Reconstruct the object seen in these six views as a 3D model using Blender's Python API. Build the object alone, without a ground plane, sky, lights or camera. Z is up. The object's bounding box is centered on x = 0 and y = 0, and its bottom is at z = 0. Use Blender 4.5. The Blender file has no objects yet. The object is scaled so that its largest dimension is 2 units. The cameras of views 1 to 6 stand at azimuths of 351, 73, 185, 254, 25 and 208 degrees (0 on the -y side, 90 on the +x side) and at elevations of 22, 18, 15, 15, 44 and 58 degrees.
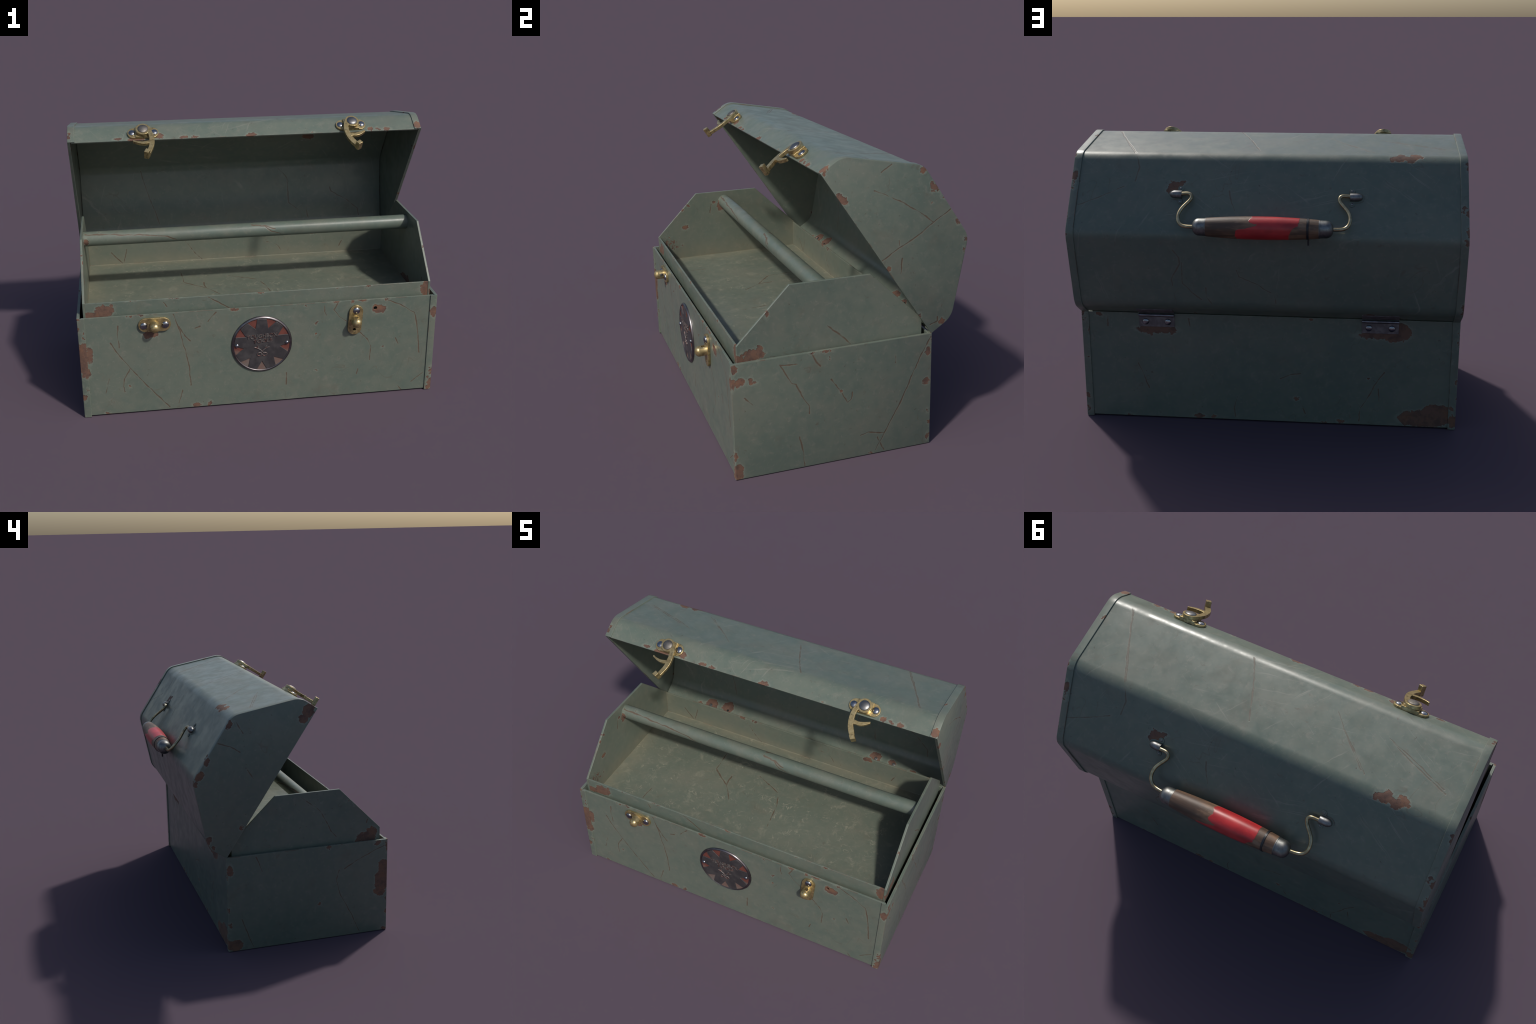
# Old green steel toolbox with an open lid, a lift-out tray, brass latches and a
# wooden carrying handle.  Everything is modelled from profiles and simple rules.
#   world:      x = along the box, -y = front, z up
#   lid local:  x = along the box, y = "w" (height above the lid mouth),
#               z = "d" (distance from the hinge to the front edge)
import bpy, bmesh, math, random
from mathutils import Vector, Matrix

random.seed(7)

# ---------------------------------------------------------------- dimensions
LEN = 1.0                      # half length
FLANGE = 0.960                 # where the end-cap flange starts
FRONT, BACK = -0.610, 0.400    # outer faces of the box
RIM = 0.602                    # box rim height
HINGE = Vector((0.0, 0.400, 0.606))
OPEN = math.radians(90 - 56.4)  # lid rotation
LID_M = Matrix.Translation(HINGE) @ Matrix.Rotation(OPEN, 4, 'X')

# ------------------------------------------------------ where the paint is gone
# Chips: centre and radii of an ellipsoid.  Scratches: polylines on the surface.
CHIPS_BASE = [
    (-0.947, -0.61, 0.379, 0.014, 0.011, 0.046), (-0.961, -0.61, 0.274, 0.011, 0.009, 0.024), (-0.612, -0.61, 0.481, 0.038, 0.016, 0.02),
    (-0.375, -0.61, 0.016, 0.023, 0.009, 0.012), (-0.299, -0.61, 0.018, 0.009, 0.007, 0.017), (-0.872, -0.61, 0.01, 0.013, 0.005, 0.007),
    (-0.722, -0.61, 0.599, 0.014, 0.005, 0.007), (-0.661, -0.61, 0.601, 0.017, 0.004, 0.005), (-0.153, -0.61, 0.598, 0.018, 0.006, 0.008),
    (-0.746, -0.61, 0.175, 0.004, 0.003, 0.006), (0.667, -0.61, 0.539, 0.036, 0.019, 0.024), (0.644, -0.61, 0.546, 0.016, 0.013, 0.019),
    (0.416, -0.61, 0.6, 0.015, 0.004, 0.005), (0.565, -0.61, 0.602, 0.029, 0.004, 0.005), (0.51, -0.61, 0.595, 0.007, 0.005, 0.009),
    (0.708, -0.61, 0.6, 0.016, 0.004, 0.005), (0.246, -0.61, 0.593, 0.006, 0.004, 0.005), (0.31, -0.61, 0.481, 0.007, 0.005, 0.007),
    (0.304, -0.61, 0.414, 0.005, 0.004, 0.006), (0.698, -0.61, 0.299, 0.006, 0.004, 0.005), (0.313, -0.61, 0.18, 0.006, 0.004, 0.005),
    (0.906, 0.4, 0.588, 0.017, 0.009, 0.012), (0.597, 0.4, 0.513, 0.1, 0.017, 0.022), (0.635, 0.4, 0.496, 0.021, 0.012, 0.014),
    (0.51, 0.4, 0.508, 0.017, 0.014, 0.018), (0.765, 0.4, 0.011, 0.014, 0.004, 0.005), (0.374, 0.4, 0.017, 0.027, 0.009, 0.011),
    (0.297, 0.4, 0.018, 0.011, 0.007, 0.009), (-0.698, 0.4, 0.538, 0.049, 0.034, 0.042), (-0.6, 0.4, 0.513, 0.116, 0.014, 0.017),
    (-0.666, 0.4, 0.505, 0.053, 0.017, 0.021), (-0.836, 0.4, 0.053, 0.127, 0.034, 0.043), (-0.896, 0.4, 0.081, 0.074, 0.041, 0.051),
    (-0.739, 0.4, 0.052, 0.03, 0.024, 0.037), (-0.39, 0.4, 0.02, 0.018, 0.008, 0.01), (-0.304, 0.4, 0.009, 0.017, 0.004, 0.004),
    (-0.155, 0.4, 0.14, 0.011, 0.007, 0.008), (-0.172, 0.4, 0.146, 0.005, 0.004, 0.004), (-0.227, 0.4, 0.592, 0.012, 0.006, 0.007),
    (-0.537, 0.4, 0.271, 0.006, 0.005, 0.007),
]
SCRATCHES_BASE = [
    [(-0.833, -0.61, 0.447), (-0.79, -0.61, 0.365), (-0.726, -0.61, 0.277), (-0.648, -0.61, 0.17), (-0.526, -0.61, 0.019)],
    [(-0.487, -0.61, 0.592), (-0.453, -0.61, 0.486), (-0.429, -0.61, 0.366), (-0.408, -0.61, 0.253), (-0.404, -0.61, 0.148)],
    [(-0.459, -0.61, 0.517), (-0.426, -0.61, 0.453), (-0.399, -0.61, 0.425)],
    [(-0.733, -0.61, 0.282), (-0.768, -0.61, 0.221), (-0.777, -0.61, 0.174), (-0.769, -0.61, 0.14)],
    [(-0.787, -0.61, 0.543), (-0.791, -0.61, 0.474), (-0.784, -0.61, 0.412)],
    [(-0.851, -0.61, 0.228), (-0.874, -0.61, 0.142)],
    [(-0.255, -0.61, 0.586), (-0.298, -0.61, 0.535)],
    [(-0.372, -0.61, 0.499), (-0.344, -0.61, 0.508)],
    [(-0.451, -0.61, 0.119), (-0.475, -0.61, 0.039)],
    [(0.427, -0.61, 0.589), (0.406, -0.61, 0.552), (0.437, -0.61, 0.506), (0.482, -0.61, 0.475)],
    [(0.558, -0.61, 0.405), (0.605, -0.61, 0.353), (0.626, -0.61, 0.311), (0.622, -0.61, 0.221)],
    [(0.708, -0.61, 0.592), (0.788, -0.61, 0.555), (0.874, -0.61, 0.501), (0.895, -0.61, 0.411), (0.917, -0.61, 0.246)],
    [(0.139, -0.61, 0.181), (0.138, -0.61, 0.106)],
    [(0.351, -0.61, 0.579), (0.352, -0.61, 0.548), (0.363, -0.61, 0.524)],
    [(0.557, -0.61, 0.169), (0.55, -0.61, 0.136)],
    [(0.77, -0.61, 0.348), (0.787, -0.61, 0.314)],
    [(0.796, -0.61, 0.038), (0.829, -0.61, 0.001)],
    [(0.879, -0.61, 0.056), (0.945, -0.61, 0.109)],
    [(0.702, 0.4, 0.315), (0.673, 0.4, 0.246), (0.648, 0.4, 0.172)],
    [(0.166, 0.4, 0.14), (0.184, 0.4, 0.072), (0.174, 0.4, 0.019)],
    [(0.858, 0.4, 0.575), (0.858, 0.4, 0.525)],
    [(0.419, 0.4, 0.575), (0.413, 0.4, 0.532)],
    [(-0.619, 0.4, 0.31), (-0.568, 0.4, 0.236), (-0.543, 0.4, 0.176), (-0.497, 0.4, 0.101), (-0.489, 0.4, 0.026)],
    [(-0.066, 0.4, 0.253), (-0.12, 0.4, 0.277), (-0.175, 0.4, 0.287)],
    [(-0.442, 0.4, 0.113), (-0.444, 0.4, 0.039)],
    [(-0.589, 0.4, 0.215), (-0.596, 0.4, 0.142)],
    [(-0.19, 0.4, 0.088), (-0.204, 0.4, 0.058)],
]
CHIPS_BASE_CAP_R = [
    (0.986, -0.61, 0.504, 0.017, 0.013, 0.034), (0.992, -0.61, 0.126, 0.01, 0.008, 0.024), (0.978, -0.61, 0.085, 0.01, 0.007, 0.009),
    (0.989, -0.61, 0.042, 0.014, 0.011, 0.036), (0.979, -0.61, 0.013, 0.017, 0.011, 0.014), (1.0, -0.577, 0.506, 0.015, 0.023, 0.019),
    (1.0, -0.524, 0.509, 0.01, 0.012, 0.018), (1.0, -0.509, 0.497, 0.005, 0.013, 0.006), (1.0, -0.601, 0.041, 0.02, 0.025, 0.041),
    (1.0, 0.388, 0.515, 0.01, 0.013, 0.019), (1.0, 0.377, 0.351, 0.012, 0.015, 0.017), (1.0, 0.391, 0.043, 0.005, 0.006, 0.015),
    (1.0, 0.079, 0.006, 0.004, 0.008, 0.005), (1.0, -0.218, 0.599, 0.003, 0.014, 0.004), (1.0, -0.147, 0.595, 0.004, 0.022, 0.005),
    (1.0, 0.391, 0.184, 0.003, 0.004, 0.01), (1.0, -0.134, 0.558, 0.004, 0.005, 0.005), (1.0, -0.075, 0.374, 0.005, 0.007, 0.008),
    (1.0, -0.602, 0.575, 0.01, 0.012, 0.018), (0.987, 0.4, 0.575, 0.011, 0.009, 0.023), (0.985, 0.4, 0.117, 0.013, 0.01, 0.018),
    (0.988, 0.4, 0.045, 0.012, 0.009, 0.015), (0.98, 0.4, 0.344, 0.02, 0.004, 0.005), (0.961, 0.4, 0.514, 0.004, 0.003, 0.033),
]
SCRATCHES_BASE_CAP_R = [
    [(1.0, 0.393, 0.576), (1.0, 0.333, 0.463), (1.0, 0.26, 0.303), (1.0, 0.206, 0.194), (1.0, 0.151, 0.098), (1.0, 0.107, 0.021)],
    [(1.0, -0.38, 0.563), (1.0, -0.323, 0.461), (1.0, -0.301, 0.451), (1.0, -0.273, 0.386), (1.0, -0.239, 0.326), (1.0, -0.237, 0.288)],
    [(1.0, -0.373, 0.561), (1.0, -0.295, 0.554)],
    [(1.0, -0.291, 0.171), (1.0, -0.274, 0.091), (1.0, -0.269, 0.009)],
    [(1.0, -0.218, 0.595), (1.0, -0.199, 0.552), (1.0, -0.177, 0.522)],
    [(1.0, -0.123, 0.446), (1.0, -0.075, 0.374), (1.0, -0.039, 0.309), (1.0, -0.019, 0.326), (1.0, -0.015, 0.36)],
    [(1.0, 0.212, 0.517), (1.0, 0.211, 0.477)],
    [(1.0, 0.117, 0.09), (1.0, 0.152, 0.012)],
    [(1.0, 0.028, 0.115), (1.0, 0.068, 0.125), (1.0, 0.151, 0.105)],
    [(1.0, -0.556, 0.424), (1.0, -0.52, 0.384)],
]
CHIPS_BASE_CAP_L = [
    (-0.971, -0.61, 0.381, 0.034, 0.027, 0.07), (-0.97, -0.61, 0.295, 0.027, 0.022, 0.051), (-0.995, -0.61, 0.54, 0.007, 0.006, 0.018),
    (-0.971, -0.61, 0.503, 0.007, 0.005, 0.02), (-0.995, -0.61, 0.209, 0.005, 0.004, 0.013), (-0.968, -0.61, 0.159, 0.006, 0.005, 0.019),
    (-0.992, -0.61, 0.121, 0.014, 0.011, 0.023), (-0.994, -0.61, 0.608, 0.009, 0.007, 0.016), (-1.0, -0.579, 0.337, 0.034, 0.042, 0.065),
    (-1.0, -0.589, 0.424, 0.023, 0.028, 0.044), (-1.0, -0.568, 0.266, 0.023, 0.033, 0.028), (-1.0, 0.386, 0.521, 0.015, 0.019, 0.03),
    (-1.0, 0.369, 0.04, 0.025, 0.045, 0.032), (-1.0, 0.343, 0.024, 0.013, 0.019, 0.016), (-1.0, 0.392, 0.17, 0.007, 0.009, 0.016),
    (-1.0, -0.597, 0.009, 0.006, 0.017, 0.008), (-1.0, -0.55, 0.587, 0.008, 0.021, 0.009), (-1.0, -0.607, 0.565, 0.006, 0.008, 0.016),
    (-1.0, -0.231, 0.593, 0.009, 0.012, 0.011), (-1.0, 0.395, 0.272, 0.005, 0.006, 0.009), (-1.0, -0.168, 0.232, 0.006, 0.008, 0.008),
    (-0.981, 0.4, 0.048, 0.02, 0.016, 0.037), (-0.977, 0.4, 0.121, 0.017, 0.008, 0.01), (-0.993, 0.4, 0.267, 0.009, 0.007, 0.014),
    (-0.967, 0.4, 0.388, 0.004, 0.003, 0.009), (-0.994, 0.4, 0.523, 0.005, 0.004, 0.021), (-0.993, 0.4, 0.474, 0.007, 0.005, 0.021),
]
SCRATCHES_BASE_CAP_L = [
    [(-1.0, -0.611, 0.572), (-1.0, -0.507, 0.53), (-1.0, -0.396, 0.48), (-1.0, -0.333, 0.441)],
    [(-1.0, -0.298, 0.437), (-1.0, -0.282, 0.376), (-1.0, -0.306, 0.277), (-1.0, -0.367, 0.164), (-1.0, -0.433, 0.015)],
    [(-1.0, 0.32, 0.199), (-1.0, 0.288, 0.107), (-1.0, 0.253, 0.014)],
    [(-1.0, 0.225, 0.588), (-1.0, 0.204, 0.54), (-1.0, 0.19, 0.492)],
]
CHIPS_TRAY = [
    (-0.853, -0.575, 0.619, 0.048, 0.026, 0.033), (-0.925, -0.575, 0.601, 0.04, 0.014, 0.018), (-0.814, -0.575, 0.65, 0.007, 0.005, 0.013),
    (-0.704, -0.575, 0.672, 0.02, 0.003, 0.004), (-0.482, -0.575, 0.672, 0.027, 0.003, 0.004), (0.942, -0.575, 0.631, 0.029, 0.023, 0.041),
    (0.605, -0.575, 0.666, 0.013, 0.004, 0.005), (-0.005, -0.575, 0.672, 0.021, 0.003, 0.004), (0.433, -0.575, 0.669, 0.007, 0.003, 0.004),
    (-0.377, 0.355, 0.674, 0.019, 0.008, 0.01), (-0.293, 0.355, 0.668, 0.017, 0.006, 0.008), (0.497, 0.355, 0.662, 0.026, 0.012, 0.015),
]
SCRATCHES_TRAY = [
    [(-0.534, -0.575, 0.652), (-0.518, -0.575, 0.624)],
    [(-0.291, -0.575, 0.664), (-0.18, -0.575, 0.595)],
    [(-0.391, 0.169, 0.515), (-0.384, -0.002, 0.515), (-0.268, -0.1, 0.515)],
    [(-0.104, 0.059, 0.515), (-0.019, 0.012, 0.515)],
    [(-0.264, -0.021, 0.515), (-0.264, -0.098, 0.515)],
    [(-0.378, -0.014, 0.515), (-0.255, -0.108, 0.515), (-0.187, -0.211, 0.515)],
    [(-0.265, -0.062, 0.515), (-0.255, -0.108, 0.515)],
    [(-0.665, -0.338, 0.515), (-0.671, -0.434, 0.515)],
    [(-0.103, 0.057, 0.515), (0.062, -0.024, 0.515), (0.099, -0.116, 0.515), (0.124, -0.316, 0.515)],
    [(-0.717, 0.355, 0.614), (-0.739, 0.355, 0.519)],
    [(-0.815, 0.355, 0.594), (-0.747, 0.355, 0.519)],
    [(-0.343, 0.355, 0.643), (-0.288, 0.355, 0.569), (-0.24, 0.355, 0.517)],
    [(0.185, 0.355, 0.611), (0.252, 0.355, 0.589), (0.291, 0.355, 0.524)],
    [(0.294, 0.355, 0.631), (0.329, 0.355, 0.584), (0.325, 0.355, 0.54)],
    [(0.683, 0.355, 0.589), (0.667, 0.355, 0.554)],
]
CHIPS_TRAY_END_R = [
    (0.965, -0.494, 0.619, 0.009, 0.046, 0.027), (0.965, -0.544, 0.608, 0.009, 0.043, 0.024), (0.965, -0.469, 0.641, 0.009, 0.018, 0.017),
    (0.965, -0.426, 0.815, 0.006, 0.008, 0.019), (0.953, -0.169, 0.509, 0.009, 0.083, 0.035), (0.953, -0.226, 0.541, 0.009, 0.023, 0.019),
]
SCRATCHES_TRAY_END_R = [
    [(0.965, -0.129, 0.71), (0.965, -0.068, 0.658), (0.965, -0.01, 0.599)],
    [(0.965, -0.442, 0.61), (0.965, -0.389, 0.592)],
    [(0.953, 0.024, 0.413), (0.953, -0.139, 0.534)],
]
CHIPS_TRAY_END_L = [
    (-0.965, -0.489, 0.614, 0.009, 0.06, 0.038), (-0.965, -0.524, 0.649, 0.009, 0.036, 0.028), (-0.965, -0.449, 0.603, 0.009, 0.032, 0.022),
    (-0.953, -0.368, 0.867, 0.009, 0.013, 0.011), (-0.953, -0.395, 0.722, 0.009, 0.019, 0.012), (-0.953, -0.149, 0.845, 0.009, 0.024, 0.031),
    (-0.953, -0.413, 0.84, 0.008, 0.013, 0.01), (-0.953, -0.196, 0.868, 0.006, 0.009, 0.007),
]
SCRATCHES_TRAY_END_L = [
    [(-0.965, -0.053, 0.923), (-0.965, -0.128, 0.87), (-0.965, -0.197, 0.809), (-0.965, -0.228, 0.745), (-0.965, -0.259, 0.68), (-0.965, -0.291, 0.645)],
    [(-0.965, -0.495, 0.731), (-0.965, -0.487, 0.712)],
    [(-0.953, -0.214, 0.857), (-0.953, -0.221, 0.805)],
]
CHIPS_ROD = [
    (-0.863, -0.165, 0.929, 0.016, 0.007, 0.008), (-0.942, -0.165, 0.865, 0.013, 0.01, 0.015),
]
SCRATCHES_ROD = [
    [(-0.943, -0.165, 0.907), (-0.832, -0.165, 0.904), (-0.566, -0.165, 0.889), (-0.479, -0.165, 0.877), (-0.429, -0.165, 0.855)],
    [(0.091, -0.165, 0.899), (0.129, -0.165, 0.873), (0.182, -0.165, 0.854)],
    [(0.016, -0.165, 0.911), (0.099, -0.165, 0.902), (0.151, -0.165, 0.887)],
]
CHIPS_LID_CAP_R = [
    (1.0, 0.013, 1.004, 0.008, 0.009, 0.01), (1.0, 0.011, 0.847, 0.013, 0.017, 0.018), (1.0, 0.012, 0.875, 0.008, 0.01, 0.013),
    (1.0, 0.017, 0.833, 0.008, 0.011, 0.013), (1.0, 0.401, 0.717, 0.01, 0.013, 0.013), (1.0, 0.402, 0.614, 0.011, 0.013, 0.019),
    (1.0, 0.384, 0.599, 0.005, 0.007, 0.006), (1.0, 0.409, 0.387, 0.007, 0.008, 0.012), (1.0, 0.397, 0.286, 0.005, 0.006, 0.009),
    (1.0, 0.363, 0.248, 0.005, 0.006, 0.01), (1.0, 0.008, 0.424, 0.007, 0.009, 0.01), (1.0, 0.003, 0.12, 0.006, 0.008, 0.011),
    (1.0, 0.076, 0.011, 0.01, 0.014, 0.012), (1.0, 0.356, 0.548, 0.003, 0.005, 0.004), (0.979, 0.027, 1.01, 0.018, 0.025, 0.015),
    (0.96, 0.029, 1.01, 0.007, 0.008, 0.005), (0.966, 0.209, 0.924, 0.008, 0.011, 0.01), (0.984, 0.412, 0.602, 0.017, 0.014, 0.031),
    (0.989, 0.412, 0.549, 0.01, 0.008, 0.021),
]
SCRATCHES_LID_CAP_R = [
    [(1.0, 0.005, 0.478), (1.0, 0.104, 0.475), (1.0, 0.191, 0.465), (1.0, 0.309, 0.467), (1.0, 0.413, 0.464)],
    [(1.0, 0.16, 0.784), (1.0, 0.208, 0.706), (1.0, 0.254, 0.613), (1.0, 0.285, 0.539), (1.0, 0.312, 0.465)],
    [(1.0, 0.232, 0.835), (1.0, 0.292, 0.836)],
    [(1.0, 0.089, 0.422), (1.0, 0.043, 0.362)],
    [(1.0, 0.124, 0.506), (1.0, 0.113, 0.483)],
    [(1.0, 0.017, 0.039), (1.0, 0.058, 0.028), (1.0, 0.069, 0.045)],
]
CHIPS_LID_CAP_L = [
    (-1.0, 0.041, 0.976, 0.027, 0.034, 0.037), (-1.0, 0.042, 0.92, 0.018, 0.024, 0.023), (-1.0, 0.408, 0.674, 0.012, 0.015, 0.024),
    (-1.0, 0.409, 0.43, 0.011, 0.014, 0.022), (-1.0, 0.402, 0.333, 0.014, 0.018, 0.029), (-1.0, 0.394, 0.286, 0.009, 0.012, 0.015),
    (-1.0, 0.019, 0.194, 0.009, 0.011, 0.012), (-1.0, 0.153, 0.034, 0.013, 0.016, 0.026), (-1.0, 0.103, 0.011, 0.007, 0.012, 0.009),
    (-0.989, 0.412, 0.694, 0.014, 0.009, 0.011), (-0.974, 0.412, 0.45, 0.013, 0.011, 0.017), (-0.992, 0.412, 0.335, 0.009, 0.007, 0.013),
    (-0.988, 0.412, 0.28, 0.01, 0.008, 0.014), (-0.995, 0.157, 0.032, 0.006, 0.005, 0.005), (-0.993, 0.131, 0.006, 0.006, 0.008, 0.008),
    (-0.988, 0.058, 1.01, 0.008, 0.015, 0.007),
]
SCRATCHES_LID_CAP_L = [
    [(-1.0, 0.407, 0.553), (-1.0, 0.332, 0.573), (-1.0, 0.271, 0.573)],
    [(-1.0, 0.38, 0.706), (-1.0, 0.311, 0.673)],
    [(-1.0, 0.175, 0.505), (-1.0, 0.116, 0.477)],
]
CHIPS_LID = [
    (0.46, 0.412, 0.548, 0.034, 0.022, 0.028), (0.481, 0.412, 0.527, 0.021, 0.014, 0.018), (0.427, 0.412, 0.573, 0.016, 0.007, 0.008),
    (0.476, 0.412, 0.575, 0.01, 0.006, 0.007), (-0.631, 0.42, 0.72, 0.026, 0.016, 0.016), (-0.669, 0.412, 0.728, 0.045, 0.024, 0.023),
    (-0.712, 0.414, 0.726, 0.04, 0.022, 0.022), (-0.754, 0.4, 0.74, 0.025, 0.015, 0.014), (-0.615, 0.414, 0.726, 0.013, 0.007, 0.007),
    (-0.74, 0.389, 0.75, 0.022, 0.012, 0.011), (-0.67, 0.39, 0.75, 0.015, 0.009, 0.009), (-0.729, 0.014, 1.01, 0.018, 0.009, 0.007),
    (-0.36, 0.011, 1.01, 0.019, 0.01, 0.008), (-0.303, 0.01, 1.01, 0.015, 0.008, 0.007), (0.016, 0.008, 1.01, 0.026, 0.012, 0.01),
    (-0.5, 0.024, 1.01, 0.025, 0.017, 0.014), (-0.624, 0.005, 1.01, 0.044, 0.013, 0.011), (0.702, 0.015, 1.01, 0.014, 0.014, 0.011),
    (0.748, 0.012, 1.01, 0.013, 0.009, 0.007), (0.796, 0.01, 1.01, 0.02, 0.011, 0.009), (0.359, 0.009, 1.01, 0.007, 0.004, 0.003),
    (0.466, 0.17, 1.01, 0.004, 0.003, 0.003), (-0.646, 0.044, 0.01, 0.038, 0.028, 0.023), (-0.674, 0.029, 0.01, 0.017, 0.017, 0.013),
    (-0.528, 0.051, 0.01, 0.034, 0.035, 0.027), (-0.725, 0.022, 0.01, 0.019, 0.01, 0.008), (0.528, 0.043, 0.01, 0.031, 0.026, 0.021),
    (0.508, 0.043, 0.01, 0.018, 0.009, 0.007), (0.637, 0.034, 0.01, 0.024, 0.021, 0.017), (0.388, 0.012, 0.01, 0.02, 0.009, 0.007),
    (0.777, 0.022, 0.01, 0.019, 0.009, 0.007), (-0.539, -1.0, 2.092, 0.104, 0.134, 0.13), (-0.554, -1.217, 2.301, 0.1, 0.13, 0.125),
]
SCRATCHES_LID = [
    [(0.675, 0.412, 0.718), (0.653, 0.412, 0.654), (0.669, 0.412, 0.576)],
    [(0.958, 0.412, 0.438), (0.87, 0.412, 0.474), (0.764, 0.412, 0.525), (0.726, 0.412, 0.547)],
    [(0.186, 0.412, 0.529), (0.169, 0.412, 0.467), (0.142, 0.412, 0.407)],
    [(0.842, 0.16, 0.971), (0.746, 0.316, 0.82), (0.674, 0.418, 0.722)],
    [(0.882, 0.11, 1.02), (0.823, 0.189, 0.944), (0.776, 0.263, 0.871), (0.719, 0.344, 0.793), (0.671, 0.415, 0.725)],
    [(-0.359, 0.246, 0.888), (-0.413, 0.285, 0.85), (-0.461, 0.319, 0.818), (-0.517, 0.358, 0.78)],
    [(-0.571, 0.218, 0.915), (-0.675, 0.257, 0.877), (-0.777, 0.286, 0.85), (-0.894, 0.32, 0.817)],
    [(0.193, 0.115, 1.015), (0.11, 0.239, 0.895), (0.05, 0.352, 0.786)],
    [(-0.881, 0.308, 0.828), (-0.701, 0.254, 0.88), (-0.57, 0.218, 0.915)],
    [(-0.538, 0.365, 0.774), (-0.404, 0.275, 0.86), (-0.3, 0.2, 0.933)],
    [(0.056, 0.344, 0.793), (0.129, 0.208, 0.925), (0.223, 0.078, 1.051)],
    [(0.678, 0.402, 0.738), (0.801, 0.226, 0.907), (0.905, 0.048, 1.079)],
    [(0.46, 0.353, 0.232), (0.43, 0.324, 0.202), (0.429, 0.299, 0.177), (0.455, 0.268, 0.145), (0.478, 0.237, 0.114), (0.471, 0.211, 0.088)],
    [(0.419, 0.304, 0.182), (0.42, 0.223, 0.099), (0.377, 0.188, 0.064), (0.327, 0.157, 0.033)],
    [(0.3, 0.205, 0.081), (0.3, 0.168, 0.044), (0.269, 0.133, 0.008), (0.192, 0.105, -0.02)],
    [(0.14, 0.278, 0.156), (0.128, 0.253, 0.131), (0.039, 0.225, 0.101), (-0.044, 0.188, 0.064), (-0.056, 0.15, 0.025)],
    [(-0.599, 0.391, 0.285), (-0.566, 0.297, 0.191), (-0.516, 0.197, 0.088), (-0.495, 0.143, 0.034)],
    [(0.287, 0.38, 0.274), (0.353, 0.33, 0.224), (0.358, 0.218, 0.11), (0.425, 0.179, 0.071)],
    [(0.64, 0.279, 0.172), (0.648, 0.258, 0.151), (0.756, 0.215, 0.107), (0.825, 0.171, 0.062), (0.834, 0.14, 0.031)],
    [(0.477, 0.195, 0.087), (0.481, 0.159, 0.05), (0.493, 0.135, 0.025)],
]

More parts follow.
